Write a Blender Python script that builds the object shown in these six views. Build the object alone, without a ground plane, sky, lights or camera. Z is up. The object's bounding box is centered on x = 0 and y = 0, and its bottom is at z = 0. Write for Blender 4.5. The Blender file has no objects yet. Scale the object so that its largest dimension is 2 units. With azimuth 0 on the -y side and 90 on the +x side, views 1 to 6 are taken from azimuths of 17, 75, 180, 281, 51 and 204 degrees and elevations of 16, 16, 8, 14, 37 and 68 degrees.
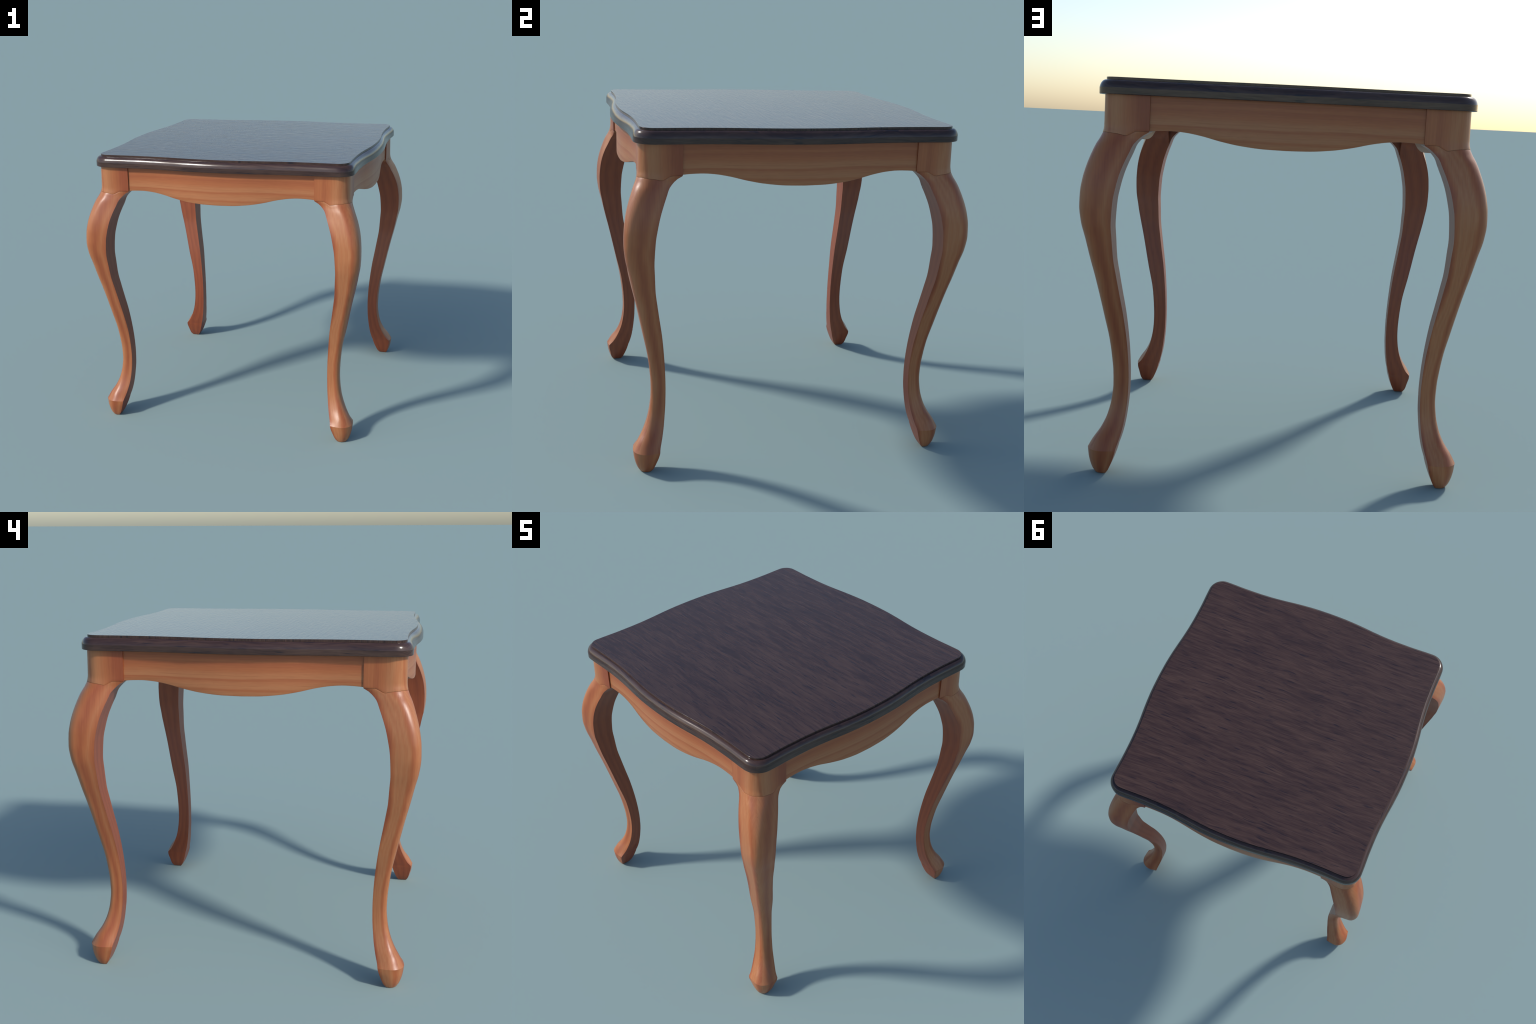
import bpy, bmesh, math
from mathutils import Vector

# ------------------------------------------------------------------ helpers
def pchip(pts):
    """Monotone cubic through control points [(x, y), ...] (x rising)."""
    xs = [p[0] for p in pts]; ys = [p[1] for p in pts]; n = len(pts)
    h = [xs[i+1]-xs[i] for i in range(n-1)]
    d = [(ys[i+1]-ys[i])/h[i] for i in range(n-1)]
    m = [d[0]]
    for i in range(1, n-1):
        if d[i-1]*d[i] <= 0: m.append(0.0)
        else:
            w1 = 2*h[i]+h[i-1]; w2 = h[i]+2*h[i-1]
            m.append((w1+w2)/(w1/d[i-1]+w2/d[i]))
    m.append(d[-1])
    def f(x):
        if x <= xs[0]: return ys[0]
        if x >= xs[-1]: return ys[-1]
        i = 0
        while x > xs[i+1]: i += 1
        t = (x-xs[i])/h[i]
        return ((1+2*t)*(1-t)**2*ys[i] + t*(1-t)**2*h[i]*m[i]
                + t*t*(3-2*t)*ys[i+1] + t*t*(t-1)*h[i]*m[i+1])
    return f

def make_object(name, bm, mat, parent=None, sharp_deg=38):
    bmesh.ops.recalc_face_normals(bm, faces=bm.faces)
    for f in bm.faces: f.smooth = True
    lim = math.radians(sharp_deg)
    for e in bm.edges:
        if len(e.link_faces) == 2 and (e.calc_face_angle(0) > lim or max(len(f.verts) for f in e.link_faces) > 40):
            e.smooth = False
    me = bpy.data.meshes.new(name); bm.to_mesh(me); bm.free()
    me.materials.append(mat)
    ob = bpy.data.objects.new(name, me)
    bpy.context.scene.collection.objects.link(ob)
    if parent: ob.parent = parent
    return ob

def bridge(bm, r0, r1):
    n = len(r0)
    for k in range(n):
        bm.faces.new((r0[k], r0[(k+1) % n], r1[(k+1) % n], r1[k]))

def fan(bm, ring, centre):
    c = bm.verts.new(centre)
    for k in range(len(ring)): bm.faces.new((ring[k], ring[(k+1) % len(ring)], c))

# leg profile: one curve pair serves both directions - inner and outer limits of the square section by
# height; the foot has its own curves because the rim above it is a sharp edge
RIMZ, SEAM, CX = 0.128, 1.733, 0.86
outer_foot = pchip([(0, .907), (.02, .919), (.047, .930), (.09, .9405), (RIMZ, .945)])
inner_foot = pchip([(0, .846), (.02, .833), (.047, .821), (.083, .808), (RIMZ, .795)])
outer_leg = pchip([(RIMZ, .945), (.17, .922), (.228, .883), (.29, .856), (.367, .839), (.445, .8325),
               (.52, .8345), (.58, .84), (.68, .853), (.80, .877), (.93, .904), (1.025, .925), (1.11, .9455),
               (1.21, .9675), (1.30, .988), (1.375, .9957), (1.44, .994), (1.51, .985), (1.555, .975), (1.626, .9535),
               (1.673, .936), (1.708, .9185), (1.734, .909), (1.765, .9045), (1.93, .9035)])
inner_leg = pchip([(RIMZ, .796), (.161, .785), (.217, .772), (.295, .761), (.392, .753),
               (.473, .7515), (.548, .7535), (.625, .758), (.713, .766), (.82, .779), (.93, .797), (1.023, .812), (1.111, .825),
               (1.21, .8315), (1.282, .8355), (1.315, .8345), (1.405, .8285), (1.463, .8185), (1.528, .8035), (1.588, .7835),
               (1.64, .7625), (1.677, .747), (1.70, .728), (1.725, .7), (1.744, .672), (1.93, .672)])
def outer(z): return outer_foot(z) if z < RIMZ else outer_leg(z)
def inner(z): return inner_foot(z) if z < RIMZ else inner_leg(z)
round_r = pchip([(0, .042), (.06, .066), (RIMZ, .080), (.2, .050), (.3, .032), (.45, .027), (.8, .034), (1.1, .042),
                 (1.4, .050), (1.6, .062), (1.73, .080), (1.93, .086)])
# depth of the inner faces: the outer faces are slightly rounded and fall back toward their inner edges
face_depth = pchip([(0, 0.0570), (.02, 0.0820), (.06, 0.1080), (RIMZ, .1385), (.150, 0.1260), (.197, 0.1100), (.29, 0.0880), (.32, 0.0840), (.445, 0.0770),
              (.645, 0.0825), (.825, 0.1015), (.93, 0.1075), (1.05, 0.1155), (1.17, 0.1305), (1.235, 0.1375), (1.31, 0.1475), (1.43, 0.1575),
              (1.50, 0.1635), (1.60, 0.1665), (1.673, 0.1640), (1.69, 0.1680), (1.712, 0.1790), (1.73, 0.2010), (1.745, 0.2250), (1.93, 0.2260)])
def fall(z): return max(0.0, outer(z)-inner(z)-face_depth(z))
lip = pchip([(RIMZ, 0), (.150, .003), (.19, .002), (.26, 0)])

# ------------------------------------------------------------------ materials
class Nodes:
    def __init__(self, name):
        self.mat = bpy.data.materials.new(name); self.mat.use_nodes = True
        self.nt = self.mat.node_tree; self.nt.nodes.clear()
        self.out = self.nt.nodes.new('ShaderNodeOutputMaterial')
        self.bsdf = self.nt.nodes.new('ShaderNodeBsdfPrincipled')
        self.nt.links.new(self.bsdf.outputs[0], self.out.inputs[0])
        self.co = self.nt.nodes.new('ShaderNodeTexCoord').outputs['Object']
    def link(self, a, b): self.nt.links.new(a, b)
    def put(self, sock, v):
        if isinstance(v, bpy.types.NodeSocket): self.link(v, sock)
        else: sock.default_value = v
    def math(self, op, a, b=0.0, c=0.0):
        n = self.nt.nodes.new('ShaderNodeMath'); n.operation = op
        for s, v in zip(n.inputs, (a, b, c)): self.put(s, v)
        return n.outputs[0]
    def xyz(self, v):
        n = self.nt.nodes.new('ShaderNodeSeparateXYZ'); self.link(v, n.inputs[0]); return n.outputs
    def vec(self, x, y, z):
        n = self.nt.nodes.new('ShaderNodeCombineXYZ')
        for s, v in zip(n.inputs, (x, y, z)): self.put(s, v)
        return n.outputs[0]
    def scale(self, v, s):
        n = self.nt.nodes.new('ShaderNodeVectorMath'); n.operation = 'MULTIPLY'
        self.link(v, n.inputs[0]); n.inputs[1].default_value = s; return n.outputs[0]
    def noise(self, v, scale=1, detail=3, rough=0.55, dist=0.0):
        n = self.nt.nodes.new('ShaderNodeTexNoise'); self.link(v, n.inputs['Vector'])
        n.inputs['Scale'].default_value = scale; n.inputs['Detail'].default_value = detail
        n.inputs['Roughness'].default_value = rough; n.inputs['Distortion'].default_value = dist
        return n.outputs[0]
    def ramp(self, fac, stops):
        n = self.nt.nodes.new('ShaderNodeValToRGB'); self.link(fac, n.inputs[0])
        el = n.color_ramp.elements
        while len(el) < len(stops): el.new(0.5)
        for e, (p, c) in zip(el, stops):
            e.position = p; e.color = (c, c, c, 1) if isinstance(c, float) else (*c, 1)
        return n.outputs[0]
    def mix(self, fac, a, b, mode='MIX'):
        n = self.nt.nodes.new('ShaderNodeMix'); n.data_type = 'RGBA'; n.blend_type = mode
        for key, v in (('Factor_Float', fac), ('A_Color', a), ('B_Color', b)):
            s = [i for i in n.inputs if i.identifier == key][0]
            self.put(s, (*v, 1) if isinstance(v, tuple) else v)
        return [o for o in n.outputs if o.identifier == 'Result_Color'][0]
    def bump(self, h, strength, dist):
        n = self.nt.nodes.new('ShaderNodeBump'); n.inputs['Strength'].default_value = strength
        n.inputs['Distance'].default_value = dist; self.link(h, n.inputs['Height'])
        self.link(n.outputs[0], self.bsdf.inputs['Normal'])
    def absnormal(self):
        tc = self.nt.nodes.new('ShaderNodeTexCoord').outputs['Normal']
        s = self.xyz(tc)
        return [self.math('ABSOLUTE', o) for o in s]

TAN, ORANGE, RED = (0.430, 0.172, 0.070), (0.385, 0.122, 0.043), (0.290, 0.071, 0.026)
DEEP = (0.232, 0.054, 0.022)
def blend(a, b, t): return tuple(x+(y-x)*t for x, y in zip(a, b))
AMBER, RUSSET = blend(TAN, ORANGE, .5), blend(ORANGE, RED, .5)

def cherry_finish(N, base, streak, rough):
    """Fine pores and satin varnish shared by all the reddish parts."""
    pores = N.noise(streak, 1.0, 4, 0.7)
    col = N.mix(N.ramp(pores, [(0.30, 0.0), (0.70, 1.0)]), N.mix(1.0, base, (0.86, 0.82, 0.80), 'MULTIPLY'), base)
    flecks = N.ramp(N.noise(N.scale(N.co, (60, 60, 34)), 1, 2, 0.5), [(0.74, 0.0), (0.80, 1.0)])
    col = N.mix(N.math('MULTIPLY', flecks, 0.35), col, (0.16, 0.05, 0.022))
    N.link(col, N.bsdf.inputs['Base Color'])
    N.bsdf.inputs['Roughness'].default_value = rough
    N.bsdf.inputs['Specular IOR Level'].default_value = 0.5
    N.bump(pores, 0.12, 0.003)
    return N.mat

def profile_lookup(N, z, f, lo, hi, n=26):
    """Value of a leg profile curve at the shading point's height."""
    stops = [(k/(n-1), (f(2.0*k/(n-1))-lo)/(hi-lo)) for k in range(n)]
    g = N.ramp(N.math('MULTIPLY', z, 0.5), stops)
    return N.math('MULTIPLY_ADD', g, hi-lo, lo)

def leg_wood(name, kind):
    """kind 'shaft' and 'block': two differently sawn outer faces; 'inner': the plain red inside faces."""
    N = Nodes(name)
    x, y, z = N.xyz(N.co)
    nx, ny, nz = N.absnormal()
    side = N.math('GREATER_THAN', nx, ny)
    p = N.math('ADD', N.math('MULTIPLY', y, side), N.math('MULTIPLY', x, N.math('SUBTRACT', 1.0, side)))
    if kind == 'block':
        u = N.math('DIVIDE', N.math('SUBTRACT', 0.903-CX, p), 0.231)
    else:
        o = profile_lookup(N, z, lambda h: outer(h), .74, 1.04)
        i = profile_lookup(N, z, lambda h: inner(h), .66, .86)
        u = N.math('DIVIDE', N.math('SUBTRACT', N.math('SUBTRACT', o, CX), p), N.math('SUBTRACT', o, i))
    sway = N.math('MULTIPLY', N.math('SUBTRACT', N.noise(N.vec(side, N.math('MULTIPLY', p, 2.0), z), 2.6, 2), 0.5), 0.50)
    fine = N.noise(N.vec(N.math('MULTIPLY', p, 85.0), side, N.math('MULTIPLY', z, 1.3)), 1, 3, 0.6)
    u = N.math('ADD', N.math('ADD', u, sway), N.math('MULTIPLY', N.math('SUBTRACT', fine, 0.5), 0.24))
    if kind == 'shaft':
        a = N.ramp(u, [(0.0, AMBER), (.11, TAN), (.22, AMBER), (.34, ORANGE), (.50, blend(RUSSET, RED, .5)), (.62, RUSSET), (.72, ORANGE), (.82, AMBER), (.90, ORANGE), (1.0, RUSSET)])
        b = N.ramp(u, [(0.0, ORANGE), (.10, AMBER), (.24, RUSSET), (.34, ORANGE), (.44, TAN), (.54, AMBER), (.62, TAN), (.70, AMBER), (.78, TAN), (.88, ORANGE), (1.0, RED)])
    elif kind == 'block':
        a = N.ramp(u, [(0.0, AMBER), (.06, TAN), (.15, ORANGE), (.24, TAN), (.36, TAN), (.50, AMBER), (.62, ORANGE), (.74, RUSSET), (.86, RED), (1.0, RED)])
        b = N.ramp(u, [(0.0, AMBER), (.10, TAN), (.20, AMBER), (.32, TAN), (.44, AMBER), (.56, ORANGE), (.70, RUSSET), (.78, ORANGE), (.9, ORANGE), (1.0, RUSSET)])
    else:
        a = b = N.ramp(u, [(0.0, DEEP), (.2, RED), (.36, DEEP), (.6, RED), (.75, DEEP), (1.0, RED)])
    base = N.mix(side, a, b)
    line = N.ramp(N.noise(N.vec(N.math('MULTIPLY', p, 140.0), 5.0, N.math('MULTIPLY', z, 0.8)), 1, 2, 0.6), [(0.32, 1.0), (0.46, 0.0)])
    base = N.mix(N.math('MULTIPLY', line, 0.30), base, N.mix(1.0, base, (0.74, 0.67, 0.62), 'MULTIPLY'))
    return cherry_finish(N, base, N.vec(N.math('MULTIPLY', p, 190.0), N.math('MULTIPLY', x, 60.0), N.math('MULTIPLY', z, 9.0)), 0.36)

def apron_wood():
    N = Nodes('cherry_apron_wood')
    x, y, z = N.xyz(N.co)
    sway = N.math('MULTIPLY', N.math('SUBTRACT', N.noise(N.vec(x, 0, z), 1.6, 1), 0.5), 0.020)
    zz = N.math('ADD', z, sway)
    fine = N.noise(N.vec(N.math('MULTIPLY', x, 1.2), 2.2, N.math('MULTIPLY', zz, 80.0)), 1, 3, 0.6)
    w = N.math('MULTIPLY_ADD', zz, 4.0, 0.5)          # plank height, 0 at the belly, 1 at the top
    w = N.math('ADD', w, N.math('MULTIPLY', N.math('SUBTRACT', fine, 0.5), 0.16))
    base = N.ramp(w, [(0.02, AMBER), (.10, TAN), (.17, ORANGE), (.24, TAN), (.34, AMBER), (.385, blend(ORANGE, RED, .3)), (.43, TAN),
                      (.54, AMBER), (.62, ORANGE), (.72, RUSSET), (.80, ORANGE), (.86, RUSSET), (1.0, ORANGE)])
    line = N.ramp(N.noise(N.vec(N.math('MULTIPLY', x, 0.8), 5.0, N.math('MULTIPLY', zz, 130.0)), 1, 2, 0.6), [(0.32, 1.0), (0.46, 0.0)])
    base = N.mix(N.math('MULTIPLY', line, 0.28), base, N.mix(1.0, base, (0.72, 0.64, 0.60), 'MULTIPLY'))
    return cherry_finish(N, base, N.vec(N.math('MULTIPLY', x, 9.0), N.math('MULTIPLY', y, 60.0), N.math('MULTIPLY', zz, 190.0)), 0.38)

DARK = [(0.30, (0.020, 0.0115, 0.0115)), (0.44, (0.040, 0.0205, 0.0178)),
        (0.56, (0.062, 0.0335, 0.0262)), (0.74, (0.096, 0.0560, 0.0420))]

def panel_wood(name, rim):
    N = Nodes(name)
    x, y, z = N.xyz(N.co)
    if rim:   # edging strips: grain runs along each side
        nx, ny, nz = N.absnormal()
        side = N.math('GREATER_THAN', nx, ny)
        inv = N.math('SUBTRACT', 1.0, side)
        along = N.math('ADD', N.math('MULTIPLY', y, side), N.math('MULTIPLY', x, inv))
        across = N.math('ADD', z, N.math('MULTIPLY', N.math('ADD', N.math('MULTIPLY', x, side), N.math('MULTIPLY', y, inv)), 0.6))
    else:
        along, across = x, y
    v0 = N.vec(along, across, 0.0)
    warp = N.math('MULTIPLY', N.math('SUBTRACT', N.noise(N.scale(v0, (2.6, 5.0, 1)), 1, 2, 0.5), 0.5), 0.050)
    a2 = N.math('ADD', across, warp)
    g1 = N.noise(N.vec(N.math('MULTIPLY', along, 3.6), N.math('MULTIPLY', a2, 46.0), 0.7), 1, 4, 0.6)
    g2 = N.noise(N.vec(N.math('MULTIPLY', along, 10.0), N.math('MULTIPLY', a2, 150.0), 4.2), 1, 3, 0.6)
    cloud = N.noise(N.scale(v0, (2.2, 4.2, 1)), 1, 2, 0.5)
    fac = N.math('ADD', N.math('ADD', N.math('MULTIPLY', g1, 0.50), N.math('MULTIPLY', g2, 0.34)), N.math('MULTIPLY', cloud, 0.16))
    col = N.ramp(fac, DARK)
    # short dark vessels
    ves = N.ramp(N.noise(N.vec(N.math('MULTIPLY', along, 7.0), N.math('MULTIPLY', a2, 85.0), 9.0), 1, 2, 0.5), [(0.61, 0.0), (0.69, 1.0)])
    col = N.mix(N.math('MULTIPLY', ves, 0.75), col, (0.012, 0.009, 0.014))
    N.link(col, N.bsdf.inputs['Base Color'])
    N.bsdf.inputs['Roughness'].default_value = 0.16 if rim else 0.17
    relief = N.noise(N.vec(N.math('MULTIPLY', along, 8.0), N.math('MULTIPLY', a2, 62.0), 2.0), 1, 2, 0.5)
    N.bump(relief, 0.10 if rim else 0.55, 0.0025)
    return N.mat

SHAFT_WOOD, BLOCK_WOOD = leg_wood('cherry_leg_wood', 'shaft'), leg_wood('cherry_block_wood', 'block')
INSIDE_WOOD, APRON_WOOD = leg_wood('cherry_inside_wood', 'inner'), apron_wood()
PANEL_WOOD, RIM_WOOD = panel_wood('dark_panel_wood', False), panel_wood('dark_edging_wood', True)

# ------------------------------------------------------------------ table plan
side_curve = pchip([(0, .968), (.1, .9662), (.2, .960), (.28, .952), (.36, .9425), (.46, .9335),
                    (.56, .929), (.66, .928), (.80, .931), (.84, .931)])
CORNER_R = 0.108; CORNER_C = 0.931 - CORNER_R

def plan_outline():
    pts = []
    n = 56
    for i in range(n):
        t = -CORNER_C + 2*CORNER_C*i/n
        pts.append((side_curve(abs(t)), t))
    for i in range(14):
        a = (math.pi/2)*i/14
        pts.append((CORNER_C+CORNER_R*math.cos(a), CORNER_C+CORNER_R*math.sin(a)))
    out = []
    for q in range(4):
        c, s = [(1, 0), (0, 1), (-1, 0), (0, -1)][q]
        out += [Vector((c*x-s*y, s*x+c*y)) for x, y in pts]
    nrm = []
    for k in range(len(out)):
        t = out[(k+1) % len(out)]-out[k-1]
        nrm.append(Vector((t.y, -t.x)).normalized())
    return out, nrm
OUT, NRM = plan_outline()

def slab(name, profile, mat, parent, sharp=30):
    bm = bmesh.new(); rings = []
    for d, z in profile:
        rings.append([bm.verts.new((p.x-n.x*d, p.y-n.y*d, z)) for p, n in zip(OUT, NRM)])
    for a, b in zip(rings, rings[1:]): bridge(bm, a, b)
    bm.faces.new(rings[0][::-1]); bm.faces.new(rings[-1])
    return make_object(name, bm, mat, parent, sharp)

root = bpy.data.objects.new('side_table', None)
bpy.context.scene.collection.objects.link(root)
root['label'] = 'square wooden side table with dark scalloped top and curved cherry legs'
root['category'] = 'side table'

Z_UNDER, Z_RIM, Z_LEDGE = 1.9165, 1.949, 1.987
moulding = [(0.004, Z_UNDER), (0.001, Z_UNDER+.001), (0.0, Z_UNDER+.003), (0.0, Z_UNDER+.016), (0.0, Z_RIM)]
A0 = math.radians(16)
for i in range(1, 11):   # quarter round that starts a little past vertical, so the band below keeps a crisp edge
    a = A0+(math.pi/2-A0)*i/10
    moulding.append((0.031*(math.cos(A0)-math.cos(a))/math.cos(A0), Z_RIM+(Z_LEDGE-Z_RIM)*(math.sin(a)-math.sin(A0))/(1-math.sin(A0))))
moulding.append((0.036, Z_LEDGE))
top = slab('tabletop', moulding, RIM_WOOD, root, 12)
slab('top_panel', [(0.034, 1.982), (0.034, 1.9994), (0.0346, 2.0)], PANEL_WOOD, top)

# ------------------------------------------------------------------ aprons
belly = pchip([(0, 1.683), (.1, 1.685), (.22, 1.695), (.32, 1.712), (.42, 1.735), (.50, 1.7475),
               (.565, 1.7515), (.62, 1.750), (.70, 1.743)])
def apron_mesh():
    bm = bmesh.new(); n = 72; L = 0.69; prev = None; Zo = 1.80
    for i in range(n+1):
        t = -L+2*L*i/n
        yo = side_curve(abs(t))-0.0385-0.0008*min(1, abs(t)/.5)**2; yi = 0.807; zb = belly(abs(t)); zt = 1.921
        loop = [(yi, zb), (yo-.003, zb), (yo-.0008, zb+.0008), (yo, zb+.003)]
        loop += [(yo, zb+.003+(zt-zb-.003)*k/6) for k in range(1, 7)]
        loop += [(yi, zt), (yi, (zt+zb)/2)]
        ring = [bm.verts.new((t, -(y-.86), z-Zo)) for y, z in loop]
        if prev: bridge(bm, prev, ring)
        else: bm.faces.new(ring)
        prev = ring
    bm.faces.new(prev[::-1])
    return bm, Zo
bm, Zo = apron_mesh()
apron = make_object('apron', bm, APRON_WOOD, root, 40)
for q in range(4):
    a = q*math.pi/2
    ob = apron if q == 0 else apron.copy()
    if q: bpy.context.scene.collection.objects.link(ob)
    ob.location = (0.86*math.sin(a), -0.86*math.cos(a), Zo); ob.rotation_euler = (0, 0, a)

# ------------------------------------------------------------------ legs
# joint line between corner block and leg: drops to a V on each outer face
joint = pchip([(0, 1.743), (.30, 1.743), (.45, 1.720), (.72, 1.7275), (1.0, 1.733)])

WALL = 0.767
def section_point(kind, s, z, inset=0.0):
    i, o, r, k = inner(z)+inset, outer(z)-inset, round_r(z), fall(z)
    c = lip(z) if z > RIMZ else 0.0
    wall = WALL if z > 1.5 else 0.0            # the ears and the block have their inner corner cut away
    m, m1 = max(i, wall), max(i+.004, wall)
    if kind == 'in_x':   # inner face looking along x
        if s == 0: return m, m
        t = (s-.2)/.8
        return i+c*t**5, m1+(o-k-m1)*t
    if kind == 'front':
        return i+c+(o-r-i-c)*s, o-k*(1-s)**1.5
    if kind == 'arc':
        a = math.pi/2*(1-s)
        return o-r+r*math.cos(a), o-r+r*math.sin(a)
    if kind == 'side':
        return o-k*s**1.5, o-r+(i+c-o+r)*s
    t = s/.8             # inner face looking along y
    return o-k+(m1-o+k)*t, i+c*(1-t)**5

PARAM = ([('in_x', k/5) for k in range(5)] + [('front', k/14) for k in range(14)] + [('arc', k/12) for k in range(12)]
         + [('side', k/14) for k in range(14)] + [('in_y', k/5) for k in range(5)])
def face_place(kind, s):
    """0 at the inner end of an outer face, 1 at the rounded corner."""
    if kind == 'front': return s*.75
    if kind == 'side': return (1-s)*.75
    if kind == 'arc': return .75+.25*(1-abs(2*s-1))
    return 0.0

def leg_piece(levels, blend, pinch, cap_lo, cap_hi):
    """levels: ring heights; blend(z): how far a ring follows the joint line."""
    bm = bmesh.new(); rings = []
    for z0 in levels:
        w = blend(z0); ring = []
        for kind, s in PARAM:
            z = z0 + w*(joint(face_place(kind, s))-1.733)
            x, y = section_point(kind, s, z, pinch.get(z0, 0.0))
            ring.append(bm.verts.new((x-CX, y-CX, z)))
        rings.append(ring)
    for a, b in zip(rings, rings[1:]): bridge(bm, a, b)
    m = lambda r: sum((v.co for v in r), Vector())/len(r)
    fan(bm, rings[0], m(rings[0])+Vector((0, 0, cap_lo)))
    fan(bm, rings[-1], m(rings[-1])+Vector((0, 0, cap_hi)))
    return bm

span = lambda a, b, n: [a+(b-a)*k/n for k in range(n+1)]
shaft_levels = span(RIMZ, SEAM-.003, 120)+[SEAM-.0006]
block_levels = [SEAM+.0006]+span(SEAM+.003, 1.921, 14)
foot_levels = span(0.0, RIMZ, 14)
bm_shaft = leg_piece(shaft_levels, lambda z: max(0, min(1, (z-1.60)/(SEAM-1.60)))**1.5, {SEAM-.0006: .0006}, .01, -.01)
bm_block = leg_piece(block_levels, lambda z: max(0, min(1, (1.84-z)/(1.84-SEAM))), {SEAM+.0006: .0006}, .01, 0)
bm_foot = leg_piece(foot_levels, lambda z: 0.0, {}, 0, -.01)
leg = make_object('leg', bm_shaft, SHAFT_WOOD, root, 40)
block = make_object('corner_block', bm_block, BLOCK_WOOD, leg, 40)
foot = make_object('foot', bm_foot, SHAFT_WOOD, leg, 40)
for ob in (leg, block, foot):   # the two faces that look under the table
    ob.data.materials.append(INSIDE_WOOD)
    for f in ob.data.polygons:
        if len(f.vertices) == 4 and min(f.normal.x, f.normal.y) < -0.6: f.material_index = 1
for q in range(4):
    a = q*math.pi/2
    c, s = math.cos(a), math.sin(a)
    L = leg if q == 0 else leg.copy()
    L.location = (CX*(c-s), CX*(s+c), 0); L.rotation_euler = (0, 0, a)
    if q:
        bpy.context.scene.collection.objects.link(L)
        for part in (block, foot):
            p = part.copy(); bpy.context.scene.collection.objects.link(p); p.parent = L
